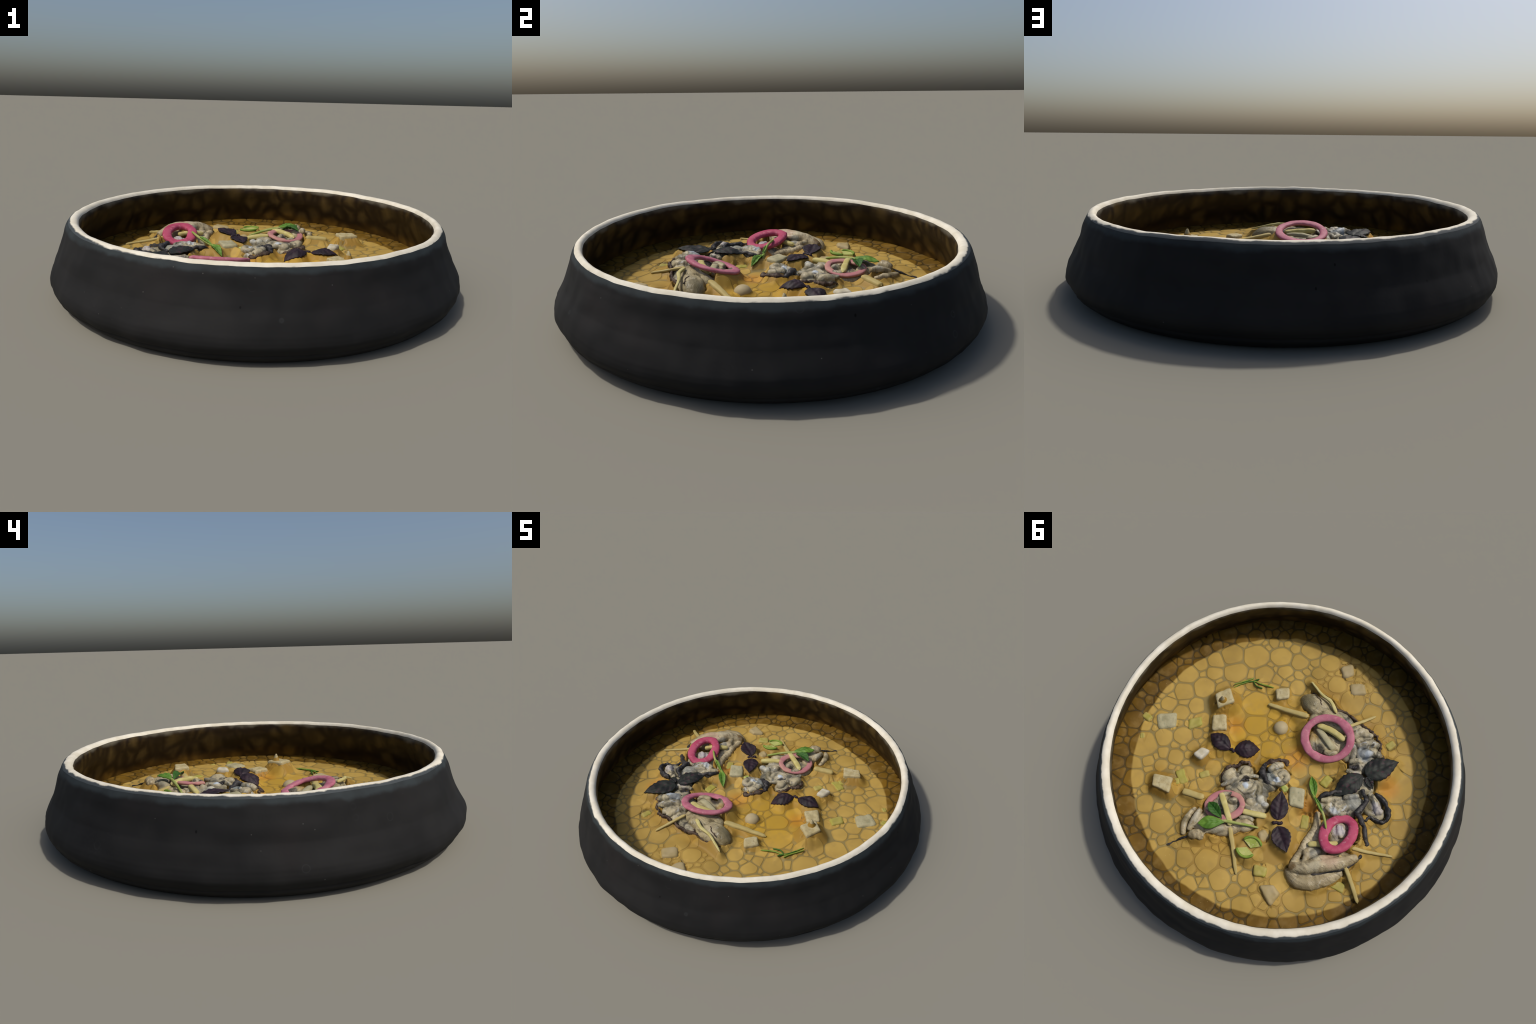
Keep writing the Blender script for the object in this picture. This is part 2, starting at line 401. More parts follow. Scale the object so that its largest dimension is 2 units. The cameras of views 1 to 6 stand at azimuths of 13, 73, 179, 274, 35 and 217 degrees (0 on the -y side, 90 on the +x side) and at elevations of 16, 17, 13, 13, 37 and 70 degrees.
def drape_broth():
    """The broth clings to everything that floats: steep skirts run down from each piece to the level."""
    global RELIEF
    H = np.full((GRID_N, GRID_N), 0.0)
    F = np.full((GRID_N, GRID_N), 0.0)        # oyster flesh alone
    for ob in root.children_recursive:
        if ob.type != "MESH" or ob == bowl or ob.parent == bowl:
            continue
        co = np.empty(len(ob.data.vertices) * 3)
        ob.data.vertices.foreach_get("co", co)
        co = co.reshape(-1, 3)
        ix = np.clip(((co[:, 0] + GRID_R) / CELL).astype(int), 0, GRID_N - 1)
        iy = np.clip(((co[:, 1] + GRID_R) / CELL).astype(int), 0, GRID_N - 1)
        np.maximum.at(H, (ix, iy), co[:, 2])
        if ob.name.startswith("oyster"):
            np.maximum.at(F, (ix, iy), co[:, 2])
    def spread(H, slope):
        G = H.copy()
        for dx, dy, w in ((1, 0, 1), (-1, 0, 1), (0, 1, 1), (0, -1, 1), (1, 1, 1.414), (-1, 1, 1.414), (1, -1, 1.414), (-1, -1, 1.414)):
            G = np.maximum(G, np.roll(np.roll(H, dx, 0), dy, 1) - slope * w * CELL)
        return G

    tops = spread(H, 0.1)                                            # closes the pin holes between vertices
    cap = np.where(tops > LEVEL, tops - 0.007, 1.0)
    flesh = np.where(F > 0, F, spread(F, 0.1))
    low = -spread(-np.where(flesh > 0, flesh, 1.0), 0.0)
    cap = np.minimum(cap, np.where(flesh > LEVEL, np.maximum(low - 0.006, LEVEL - 0.004), 1.0))
    g = -GRID_R + CELL * (np.arange(GRID_N) + 0.5)
    gx, gy = np.meshgrid(g, g, indexing="ij")
    base = np.full_like(H, LEVEL)
    for mx, my, mr, mh in ((0.03, -0.65, 0.24, 0.022), (-0.37, 0.60, 0.16, 0.012), (0.04, 0.55, 0.26, 0.014), (-0.18, 0.38, 0.20, 0.018), (-0.45, -0.40, 0.14, 0.014), (-0.25, -0.46, 0.16, 0.014)):
        base += mh * (1 - smoothstep(0.3 * mr, mr, np.hypot(gx - mx, gy - my)))      # broad rises over sunken pieces and wider scan skirts
    H = np.maximum(H, base)
    D = H
    for k in range(7):
        D = spread(D, 0.0)
    for k in range(7):                        # close the narrow channels between neighbours
        D = -spread(-D, 0.0)
    H = np.maximum(H, D - 0.006) - 0.009
    for k in range(30):
        H = spread(H, 1.25)
    H = np.maximum(H, base)
    for _ in range(8):
        H = (H * 4 + np.roll(H, 1, 0) + np.roll(H, -1, 0) + np.roll(H, 1, 1) + np.roll(H, -1, 1)) / 8
    for _ in range(3):
        H = np.minimum(H, cap)
        H = (H * 4 + np.roll(H, 1, 0) + np.roll(H, -1, 0) + np.roll(H, 1, 1) + np.roll(H, -1, 1)) / 8
    H = np.minimum(H, cap)
    RELIEF = H


def lift(x, y):
    u, v = (np.asarray(x, float) + GRID_R) / CELL - 0.5, (np.asarray(y, float) + GRID_R) / CELL - 0.5
    i, j = np.clip(u.astype(int), 0, GRID_N - 2), np.clip(v.astype(int), 0, GRID_N - 2)
    f, g = u - i, v - j
    return (RELIEF[i, j] * (1 - f) * (1 - g) + RELIEF[i + 1, j] * f * (1 - g) + RELIEF[i, j + 1] * (1 - f) * g + RELIEF[i + 1, j + 1] * f * g) - LEVEL


def broth_height(x, y):
    x, y = np.asarray(x, float), np.asarray(y, float)
    r = np.hypot(x, y)
    z = LEVEL + lift(x, y) + 0.014 * smoothstep(0.80, 0.93, r)
    return z + 0.0022 * (np.sin(11 * x + 3 * y) * np.cos(9 * y - 4 * x)) + 0.0012 * np.sin(31 * x) * np.sin(27 * y + 1)


# ------------------------------------------------------------------ ingredient builders
def sweep(name, path, radius, mat, parent=root, flat=1.0, power=2.0, ruffle=0.0, freq=8.0, seg=14, n=48, taper=(1, 1), rough=0.0, seed=0):
    """Tube along a spline. flat squashes it vertically, power > 2 squares the section, ruffle waves it sideways."""
    P = spline(path, n)
    T = np.gradient(P, axis=0)
    T /= np.linalg.norm(T, axis=1)[:, None] + 1e-9
    S = np.cross(T, [0, 0, 1.0])
    S /= np.linalg.norm(S, axis=1)[:, None] + 1e-9
    U = np.cross(S, T)
    verts, faces = [], []
    for i in range(n):
        t = i / (n - 1)
        end = math.sqrt(max(0.0, 1 - (2 * t - 1) ** 12)) * 0.9 + 0.1
        r = radius * (taper[0] + (taper[1] - taper[0]) * t) * end
        off = ruffle * 2.2 * fbm(freq * t * 2.0, seed * 3.7, 0.5, 3)
        rise = ruffle * 1.4 * fbm(freq * t * 2.0 + 40, seed * 3.7, 0.5, 2)
        r *= 1 + (0.35 * noise.noise(Vector((freq * t * 1.1, seed * 5.1, 9.0))) if ruffle else 0)
        c = P[i] + S[i] * off + U[i] * rise
        for k in range(seg):
            a = TAU * k / seg
            ca, sa = math.cos(a), math.sin(a)
            px = math.copysign(abs(ca) ** (2 / power), ca)
            py = math.copysign(abs(sa) ** (2 / power), sa)
            v = c + S[i] * r * px + U[i] * r * flat * py
            if rough:
                v = v + (S[i] * px + U[i] * py) * rough * noise.noise(Vector(v) * 34 + Vector((seed, 0, 0)))
            verts.append(v)
    for i in range(n - 1):
        for k in range(seg):
            q = (k + 1) % seg
            faces.append((i * seg + k, i * seg + q, (i + 1) * seg + q, (i + 1) * seg + k))
    faces.append(tuple(range(seg)))
    faces.append(tuple(range((n - 1) * seg, n * seg))[::-1])
    return make_object(name, verts, faces, mat, parent)


def dice(name, corners, top, mat, bottom=0.060, bevel=0.014, bulge=0.0, rough=0.004, tilt=(0, 0), seed=0):
    """Rounded knife-cut block whose top face has the four given corners."""
    C = np.array(corners, float)
    ctr = C.mean(0)
    N = 15
    g = np.linspace(-1, 1, N)
    verts, index, faces = [], {}, []
    H = (top - bottom) / 2

    def vert(u, v, w):
        key = (round(u, 4), round(v, 4), round(w, 4))
        if key not in index:
            b = bevel / (0.5 * np.linalg.norm(C[0] - C[2]) * 0.7)
            bw = bevel / H
            p = np.array([u, v, w])
            lim = np.array([1 - b, 1 - b, 1 - bw])
            core = np.clip(p, -lim, lim)
            d = (p - core) / np.array([b, b, bw])
            L = np.linalg.norm(d)
            if L > 1:
                d = d / L
            p = core + d * np.array([b, b, bw])
            s, t = (p[0] + 1) / 2, (p[1] + 1) / 2
            xy = (C[0] * (1 - s) * (1 - t) + C[1] * s * (1 - t) + C[2] * s * t + C[3] * (1 - s) * t)
            z = (top + bottom) / 2 + H * p[2]
            xy = ctr + (xy - ctr) * (1.0 - 0.06 * (1 - p[2]) / 2)
            z += (tilt[0] * (xy[0] - ctr[0]) + tilt[1] * (xy[1] - ctr[1]) + bulge * (1 - p[0] ** 2) * (1 - p[1] ** 2)) * (p[2] + 1) / 2
            q = Vector((xy[0], xy[1], z))
            q += Vector((u, v, w)).normalized() * rough * (fbm(q.x * 30 + seed, q.y * 30, q.z * 30, 2))
            index[key] = len(verts)
            verts.append(tuple(q))
        return index[key]

    for axis in range(3):
        for side in (-1, 1):
            for i in range(N - 1):
                for j in range(N - 1):
                    quad = []
                    for a, b in ((g[i], g[j]), (g[i + 1], g[j]), (g[i + 1], g[j + 1]), (g[i], g[j + 1])):
                        p = [0, 0, 0]
                        p[axis], p[(axis + 1) % 3], p[(axis + 2) % 3] = side, a, b
                        quad.append(vert(*p))
                    faces.append(tuple(quad if side > 0 else quad[::-1]))
    return make_object(name, verts, faces, mat)


def ring(name, c, u, v, zs, width, thick, mat, seed=0):
    """Onion ring: ellipse c + u cos + v sin, heights zs at +u, +v, -u, -v, oblong section."""
    n, seg = 72, 16
    c, u, v = np.array(c), np.array(u), np.array(v)
    m0 = sum(zs) / 4
    a1, b1, a2 = (zs[0] - zs[2]) / 2, (zs[1] - zs[3]) / 2, (zs[0] + zs[2] - zs[1] - zs[3]) / 4
    verts, faces = [], []
    for i in range(n):
        t = TAU * i / n
        xy = c + u * math.cos(t) + v * math.sin(t)
        out = u * math.cos(t) + v * math.sin(t)
        out = out / np.linalg.norm(out)
        z = m0 + a1 * math.cos(t) + b1 * math.sin(t) + a2 * math.cos(2 * t)
        slope = (a1 * math.cos(t) + b1 * math.sin(t)) / np.linalg.norm(u)
        w = width * (1 + 0.10 * math.sin(2 * t + seed) + 0.06 * math.sin(5 * t + 2 * seed))
        for k in range(seg):
            a = TAU * k / seg
            ca, sa = math.cos(a), math.sin(a)
            px = math.copysign(abs(ca) ** 0.8, ca) * w / 2
            pz = math.copysign(abs(sa) ** 0.8, sa) * thick / 2
            q = np.array([xy[0] + out[0] * (px - pz * slope), xy[1] + out[1] * (px - pz * slope), z + pz + px * slope])
            q = q + 0.0022 * noise.noise(Vector(q) * 40 + Vector((seed, 0, 0)))
            verts.append(q)
    for i in range(n):
        j = (i + 1) % n
        for k in range(seg):
            q = (k + 1) % seg
            faces.append((i * seg + k, i * seg + q, j * seg + q, j * seg + k))
    return make_object(name, verts, [f[::-1] for f in faces], mat)


def leaf(name, base, tip, half, mat, zs, parent=root, cup=0.0, serr=0.0, peak=0.45, thick=0.004, seed=0, bend=0.0):
    """Leaf blade with midrib crease; zs = heights at base, middle, tip; cup > 0 lifts the edges."""
    n, m = 26, 15
    b, t = np.array(base, float), np.array(tip, float)
    d = t - b
    L = np.linalg.norm(d)
    d /= L
    s = np.array([-d[1], d[0]])
    top, faces = [], []
    for i in range(n):
        f = i / (n - 1)
        zc = zs[0] * (1 - f) * (1 - 2 * f) + 4 * zs[1] * f * (1 - f) + zs[2] * f * (2 * f - 1)
        e = math.log(0.5) / math.log(peak)
        w = half * max(0.03, math.sin(math.pi * f ** e)) ** (0.75 if f < peak else 1.0)
        w *= 1 + serr * math.sin(f * 46 + seed) * (0.3 + f)
        for j in range(m):
            q = 2 * j / (m - 1) - 1
            xy = b + d * L * f + s * (w * q + bend * math.sin(math.pi * f))
            vein = 0.0035 * math.cos(math.pi * min(1, abs(q) * 3)) * -1 + 0.0018 * math.sin(f * 34 - abs(q) * 7)
            z = zc + cup * abs(q) ** 1.6 * w / half + vein * (w / half) + 0.006 * noise.noise(Vector((xy[0] * 22, xy[1] * 22, seed)))
            top.append((xy[0], xy[1], z))
    N = n * m
    bot = [(x, y, z - thick) for x, y, z in top]
    for i in range(n - 1):
        for j in range(m - 1):
            a = i * m + j
            faces.append((a, a + 1, a + m + 1, a + m))
            faces.append((N + a, N + a + m, N + a + m + 1, N + a + 1))
    edge = [j for j in range(m)] + [i * m + m - 1 for i in range(1, n)] + [(n - 1) * m + j for j in range(m - 2, -1, -1)] + [i * m for i in range(n - 2, 0, -1)]
    for a, c in zip(edge, edge[1:] + edge[:1]):
        faces.append((a, N + a, N + c, c))
    faces = [f[::-1] for f in faces] if (d[0] * s[1] - d[1] * s[0]) < 0 else faces
    ob = make_object(name, top + bot, faces, mat, parent)
    return ob


def fleshy(name, lumps, ropes, mat, parent=root, voxel=0.0055, fold=0.008, fold_scale=22, seed=0, grain=0.6, stretch=2.6):
    """Soft body: ellipsoids (x, y, z, rx, ry, rz, turn) and ropes (points, radius) fused by voxel remesh, then folded."""
    verts, faces = [], []
    for x, y, z, rx, ry, rz, turn in lumps:
        o = len(verts)
        U, V = 24, 12
        ct, st = math.cos(turn), math.sin(turn)
        for j in range(V + 1):
            ph = math.pi * j / V
            for i in range(U):
                th = TAU * i / U
                px, py, pz = rx * math.sin(ph) * math.cos(th), ry * math.sin(ph) * math.sin(th), rz * math.cos(ph)
                verts.append((x + px * ct - py * st, y + px * st + py * ct, z + pz))
        for j in range(V):
            for i in range(U):
                k = (i + 1) % U
                faces.append((o + j * U + i, o + (j + 1) * U + i, o + (j + 1) * U + k, o + j * U + k))
    for pts, r in ropes:
        P = spline(pts, 18)
        T = np.gradient(P, axis=0)
        T /= np.linalg.norm(T, axis=1)[:, None]
        S = np.cross(T, [0, 0, 1.0])
        S /= np.linalg.norm(S, axis=1)[:, None]
        Up = np.cross(S, T)
        o = len(verts)
        for i in range(18):
            rr = r * (0.35 + 0.65 * math.sin(math.pi * (0.06 + 0.88 * i / 17)) ** 0.5)
            for k in range(12):
                a = TAU * k / 12
                verts.append(tuple(P[i] + S[i] * rr * math.cos(a) + Up[i] * rr * math.sin(a)))
        for i in range(17):
            for k in range(12):
                q = (k + 1) % 12
                faces.append((o + i * 12 + k, o + i * 12 + q, o + (i + 1) * 12 + q, o + (i + 1) * 12 + k))
        faces.append(tuple(o + k for k in range(12)))
        faces.append(tuple(o + 17 * 12 + k for k in range(12))[::-1])
    ob = make_object(name, verts, faces, mat, parent)
    md = ob.modifiers.new("fuse", "REMESH")
    md.mode = "VOXEL"
    md.voxel_size = voxel
    sm = ob.modifiers.new("soften", "SMOOTH")
    sm.factor, sm.iterations = 0.5, 5
    dg = bpy.context.evaluated_depsgraph_get()
    me = bpy.data.meshes.new_from_object(ob.evaluated_get(dg))
    old = ob.data
    ob.modifiers.clear()
    ob.data = me
    bpy.data.meshes.remove(old)
    me.name = name
    co = np.empty(len(me.vertices) * 3)
    no = np.empty(len(me.vertices) * 3)
    me.vertices.foreach_get("co", co)
    me.vertices.foreach_get("normal", no)
    co, no = co.reshape(-1, 3), no.reshape(-1, 3)
    for i in range(len(co)):
        x, y, z = co[i]
        ux, uy = (x * math.cos(grain) + y * math.sin(grain)) / stretch, y * math.cos(grain) - x * math.sin(grain)
        wx = ux + 0.014 * noise.noise(Vector((x * 16, y * 16, seed)))
        wy = uy + 0.02 * noise.noise(Vector((x * 16 + 7, y * 16, seed)))
        a = noise.noise(Vector((wx * fold_scale, wy * fold_scale, z * 8 + seed)))
        b = noise.noise(Vector((wx * fold_scale * 2.3, wy * fold_scale * 2.3, z * 20 + seed + 5)))
        h = fold * (0.9 - 2.2 * abs(a)) + fold * 0.3 * b
        co[i] += no[i] * h
    me.vertices.foreach_set("co", co.ravel())
    me.polygons.foreach_set("use_smooth", [True] * len(me.polygons))
    me.update()
    return ob


def z3(pts, z):
    zs = z if isinstance(z, (list, tuple)) else [z] * len(pts)
    return [(x, y, q) for (x, y), q in zip(pts, zs)]


# ------------------------------------------------------------------ oysters
# right-hand oyster under the big onion ring: plump belly, straw-like gills inside the ring, lobed mantle
o1 = fleshy("oyster", [
    (0.040, -0.402, 0.118, 0.118, 0.060, 0.052, 0.05), (0.085, -0.398, 0.122, 0.062, 0.055, 0.048, 0.3),
    (-0.05, -0.385, 0.130, 0.09, 0.05, 0.045, 0.1), (-0.11, -0.365, 0.130, 0.07, 0.045, 0.045, 0.2), (-0.115, -0.275, 0.105, 0.115, 0.10, 0.042, 0.6),
    (-0.02, -0.335, 0.122, 0.07, 0.05, 0.042, 0.2), (-0.139, -0.351, 0.14, 0.022, 0.02, 0.022, 0)],
    [(z3([(0.11, -0.37), (0.05, -0.36), (-0.02, -0.375)], 0.145), 0.018), (z3([(-0.03, -0.25), (-0.06, -0.20), (-0.10, -0.17)], 0.135), 0.018),
     (z3([(-0.14, -0.20), (-0.18, -0.215), (-0.20, -0.25)], 0.142), 0.016)],
    MAT_FLESH_A, voxel=0.0045, fold=0.005, fold_scale=16, seed=2, grain=0.2)
o1b = fleshy("oyster", [
    (-0.205, -0.405, 0.110, 0.06, 0.05, 0.040, 0.2), (-0.275, -0.385, 0.112, 0.062, 0.055, 0.040, 0.5),
    (-0.335, -0.345, 0.112, 0.060, 0.060, 0.040, 0.9), (-0.335, -0.265, 0.108, 0.06, 0.055, 0.034, 0.9),
    (-0.255, -0.30, 0.110, 0.07, 0.06, 0.040, 0.9), (-0.11, -0.43, 0.106, 0.07, 0.035, 0.032, 0.0)],
    [(z3([(-0.200, -0.345), (-0.218, -0.375), (-0.235, -0.415), (-0.262, -0.443)], [0.14, 0.148, 0.150, 0.138]), 0.020),
     (z3([(-0.235, -0.395), (-0.262, -0.415), (-0.296, -0.437)], [0.145, 0.150, 0.138]), 0.018),
     (z3([(-0.260, -0.335), (-0.284, -0.350), (-0.315, -0.389), (-0.356, -0.408)], [0.145, 0.152, 0.154, 0.138]), 0.021),
     (z3([(-0.300, -0.300), (-0.325, -0.318), (-0.352, -0.350), (-0.400, -0.362)], [0.145, 0.154, 0.156, 0.140]), 0.022),
     (z3([(-0.227, -0.34), (-0.262, -0.306), (-0.285, -0.262)], 0.144), 0.015), (z3([(-0.283, -0.340), (-0.296, -0.300), (-0.325, -0.280)], 0.146), 0.012),
     (z3([(-0.282, -0.237), (-0.308, -0.262), (-0.345, -0.283)], 0.140), 0.013), (z3([(-0.300, -0.187), (-0.340, -0.203), (-0.37, -0.222)], 0.138), 0.015)],
    MAT_FLESH_B, voxel=0.004, fold=0.006, fold_scale=26, seed=6, grain=2.2)
sweep("mantle_frill", z3([(0.09, -0.458), (0.03, -0.460), (-0.04, -0.455), (-0.12, -0.468), (-0.19, -0.464), (-0.243, -0.456), (-0.285, -0.455), (-0.320, -0.443), (-0.358, -0.424), (-0.374, -0.394), (-0.412, -0.368), (-0.405, -0.32)],
      [0.108, 0.112, 0.118, 0.120, 0.124, 0.130, 0.128, 0.132, 0.134, 0.130, 0.136, 0.135]), 0.0095, MAT_FRILL_BROWN, o1b, flat=1.3, ruffle=0.005, freq=9, n=160, rough=0.005, seed=1)
sweep("mantle_frill", z3([(0.10, -0.44), (0.055, -0.425), (0.03, -0.40), (0.02, -0.375)], [0.160, 0.170, 0.171, 0.164]), 0.0031, MAT_FRILL_BROWN, o1, ruffle=0.002, n=40, seed=3)
sweep("mantle_frill", z3([(0.13, -0.45), (0.06, -0.468), (0.0, -0.462), (-0.06, -0.44)], [0.112, 0.115, 0.118, 0.135]), 0.0076, MAT_FRILL_BROWN, o1, ruffle=0.004, freq=4, n=60, rough=0.005, seed=11)
sweep("mantle_frill", z3([(-0.294, -0.215), (-0.324, -0.230), (-0.355, -0.247)], 0.128), 0.0123, MAT_FRILL, o1b, ruffle=0.002, n=40, rough=0.005, seed=3)  # black tube stands in for a dark slot, not a frill

# lower oyster under the magenta ring: fanned gills, black mantle, thick cream lips
o2 = fleshy("oyster", [
    (-0.385, -0.01, 0.106, 0.118, 0.066, 0.038, 0.55), (-0.44, -0.06, 0.112, 0.062, 0.052, 0.040, 0.3),
    (-0.515, -0.125, 0.100, 0.055, 0.05, 0.034, 0.5), (-0.565, -0.10, 0.102, 0.042, 0.038, 0.030, 0.0),
    (-0.46, 0.105, 0.100, 0.10, 0.085, 0.042, 0.5), (-0.465, 0.115, 0.124, 0.042, 0.035, 0.026, 0.6), (-0.40, -0.17, 0.105, 0.08, 0.06, 0.042, 0.3),
    (-0.558, -0.110, 0.130, 0.024, 0.024, 0.022, 0)],
    [(z3([(-0.290, 0.030), (-0.320, 0.005), (-0.360, -0.030)], 0.140), 0.015), (z3([(-0.33, 0.045), (-0.370, 0.040), (-0.41, 0.0), (-0.43, -0.05)], 0.140), 0.014),
     (z3([(-0.37, 0.055), (-0.41, 0.030), (-0.45, -0.01)], 0.142), 0.014), (z3([(-0.375, -0.055), (-0.41, -0.085), (-0.435, -0.11)], 0.146), 0.015),
     (z3([(-0.470, -0.160), (-0.513, -0.138), (-0.545, -0.116)], 0.132), 0.017), (z3([(-0.500, -0.075), (-0.525, -0.070), (-0.55, -0.085)], 0.125), 0.014),
     (z3([(-0.44, 0.085), (-0.46, 0.11), (-0.49, 0.13)], 0.146), 0.011), (z3([(-0.455, 0.08), (-0.48, 0.095), (-0.50, 0.12)], 0.144), 0.010)],
    MAT_FLESH_B, voxel=0.004, fold=0.0055, fold_scale=28, seed=9, grain=-0.9)
o2b = fleshy("oyster", [
    (-0.485, 0.345, 0.112, 0.135, 0.070, 0.042, 0.6), (-0.43, 0.27, 0.108, 0.06, 0.05, 0.036, 0.6), (-0.55, 0.23, 0.122, 0.08, 0.05, 0.045, 0.75)],
    [(z3([(-0.372, 0.408), (-0.43, 0.370), (-0.485, 0.318), (-0.553, 0.247), (-0.610, 0.165)], [0.130, 0.155, 0.166, 0.168, 0.14]), 0.034),
     (z3([(-0.385, 0.400), (-0.440, 0.345), (-0.469, 0.290), (-0.521, 0.240)], [0.135, 0.160, 0.168, 0.165]), 0.020),
     (z3([(-0.372, 0.412), (-0.425, 0.440), (-0.469, 0.430), (-0.505, 0.402), (-0.550, 0.342), (-0.590, 0.262)], [0.108, 0.114, 0.118, 0.120, 0.122, 0.115]), 0.038),
     (z3([(-0.312, 0.085), (-0.352, 0.158), (-0.358, 0.231), (-0.366, 0.307), (-0.370, 0.385)], [0.108, 0.112, 0.118, 0.125, 0.125]), 0.020),
     (z3([(-0.335, 0.11), (-0.385, 0.19), (-0.39, 0.25), (-0.40, 0.30)], [0.108, 0.115, 0.125, 0.135]), 0.018),
     (z3([(-0.378, 0.295), (-0.404, 0.312), (-0.413, 0.345)], 0.145), 0.016), (z3([(-0.414, 0.316), (-0.428, 0.281), (-0.447, 0.246)], 0.140), 0.018)],
    MAT_FLESH_C, voxel=0.0045, fold=0.0035, fold_scale=18, seed=4, grain=-0.9, stretch=3.5)
sweep("mantle_frill", z3([(-0.270, 0.045), (-0.278, 0.010), (-0.300, -0.025), (-0.330, -0.055), (-0.36, -0.08)], [0.122, 0.138, 0.146, 0.148, 0.145]), 0.0105, MAT_FRILL, o2, ruffle=0.003, freq=3, n=60, rough=0.005, seed=2)
sweep("mantle_frill", z3([(-0.425, -0.15), (-0.469, -0.114), (-0.487, -0.073), (-0.478, -0.027), (-0.518, -0.012), (-0.562, 0.02), (-0.618, 0.075)],
      [0.145, 0.152, 0.152, 0.150, 0.136, 0.120, 0.100]), 0.0162, MAT_FRILL, o2, ruffle=0.003, freq=4, n=110, taper=(1, 0.8), rough=0.008, seed=5)
sweep("mantle_frill", z3([(-0.525, -0.020), (-0.550, -0.060), (-0.605, -0.072), (-0.626, -0.101), (-0.595, -0.140), (-0.545, -0.172), (-0.49, -0.185)],
      [0.130, 0.126, 0.120, 0.122, 0.128, 0.132, 0.13]), 0.0123, MAT_FRILL, o2, flat=1.3, ruffle=0.004, freq=4, n=110, rough=0.008, seed=7)
sweep("mantle_frill", z3([(-0.423, 0.395), (-0.466, 0.375), (-0.510, 0.345), (-0.576, 0.268), (-0.600, 0.226), (-0.615, 0.179), (-0.625, 0.135)], [0.142, 0.150, 0.152, 0.156, 0.152, 0.142, 0.125]), 0.0085, MAT_FRILL, o2b, ruffle=0.002, freq=4, n=80, rough=0.005, taper=(0.5, 1.3), seed=8)

# left oyster under the pale ring: frilled lobes, curled lobe, crumbly white pieces
o3 = fleshy("oyster", [
    (0.172, 0.222, 0.106, 0.052, 0.045, 0.036, 0.3), (0.128, 0.150, 0.104, 0.045, 0.038, 0.036, 0.5), (0.085, 0.225, 0.102, 0.10, 0.075, 0.036, 0.4),
    (0.02, 0.20, 0.100, 0.075, 0.065, 0.032, 0.2), (-0.02, 0.26, 0.102, 0.08, 0.06, 0.034, 0.4), (0.09, 0.36, 0.104, 0.105, 0.080, 0.040, 0.6),
    (-0.03, 0.060, 0.102, 0.058, 0.055, 0.034, 0.4), (0.0, 0.11, 0.100, 0.06, 0.06, 0.030, 0),
    (0.073, 0.207, 0.128, 0.018, 0.018, 0.018, 0), (0.001, 0.266, 0.130, 0.026, 0.022, 0.022, 0), (-0.037, 0.223, 0.130, 0.024, 0.024, 0.022, 0), (-0.073, 0.229, 0.125, 0.02, 0.018, 0.02, 0), (0.072, 0.318, 0.145, 0.024, 0.02, 0.02, 0.5)],
    [(z3([(0.183, 0.255), (0.183, 0.213), (0.172, 0.180)], [0.132, 0.142, 0.136]), 0.022), (z3([(0.150, 0.235), (0.148, 0.205), (0.140, 0.185)], 0.138), 0.015),
     (z3([(0.128, 0.172), (0.126, 0.140), (0.105, 0.138)], [0.136, 0.140, 0.132]), 0.020),
     (z3([(0.174, 0.289), (0.150, 0.240), (0.125, 0.195), (0.088, 0.155), (0.051, 0.130)], 0.138), 0.011),
     (z3([(0.051, 0.155), (0.005, 0.175), (-0.009, 0.214)], 0.132), 0.013), (z3([(0.09, 0.25), (0.05, 0.235), (0.03, 0.20), (0.04, 0.17)], 0.134), 0.011),
     (z3([(0.023, 0.084), (-0.018, 0.110), (-0.063, 0.092), (-0.078, 0.052), (-0.062, 0.028), (-0.036, 0.038), (-0.035, 0.06)], [0.128, 0.13, 0.135, 0.138, 0.138, 0.138, 0.135]), 0.014),
     (z3([(0.030, 0.070), (0.014, 0.025), (-0.010, -0.003)], [0.138, 0.142, 0.132]), 0.018), (z3([(0.0, 0.085), (-0.02, 0.072), (-0.06, 0.09)], 0.136), 0.009),
     (z3([(-0.01, 0.366), (-0.039, 0.334), (-0.076, 0.333)], 0.128), 0.015), (z3([(0.03, 0.30), (-0.02, 0.30), (-0.06, 0.28)], 0.132), 0.014), (z3([(0.14, 0.36), (0.13, 0.32), (0.10, 0.29)], 0.140), 0.012)],
    MAT_FLESH_B, voxel=0.004, fold=0.0055, fold_scale=28, seed=13, grain=0.9)
o3b = fleshy("oyster", [
    (0.03, 0.455, 0.112, 0.10, 0.045, 0.036, 0.6), (0.12, 0.50, 0.114, 0.06, 0.055, 0.038, 1.0), (-0.045, 0.385, 0.114, 0.06, 0.035, 0.032, 0.6), (0.135, 0.43, 0.118, 0.035, 0.03, 0.048, 0)],
    [(z3([(0.154, 0.575), (0.166, 0.515), (0.172, 0.456)], [0.130, 0.150, 0.154]), 0.017),
     (z3([(0.132, 0.595), (0.106, 0.570), (0.069, 0.556)], [0.136, 0.146, 0.136]), 0.024),
     (z3([(0.083, 0.530), (0.053, 0.492), (0.010, 0.452)], 0.138), 0.022),
     (z3([(0.17, 0.61), (0.205, 0.54), (0.205, 0.46)], [0.112, 0.124, 0.124]), 0.016)],
    MAT_FLESH_C, voxel=0.0045, fold=0.005, fold_scale=20, seed=17, grain=2.0)
sweep("mantle_frill", z3([(0.196, 0.272), (0.214, 0.210), (0.203, 0.168), (0.178, 0.153), (0.170, 0.125), (0.154, 0.100), (0.120, 0.098)], [0.112, 0.124, 0.130, 0.128, 0.132, 0.128, 0.118]), 0.0105, MAT_FRILL_BROWN, o3, ruffle=0.004, freq=6, n=110, rough=0.008, seed=4)
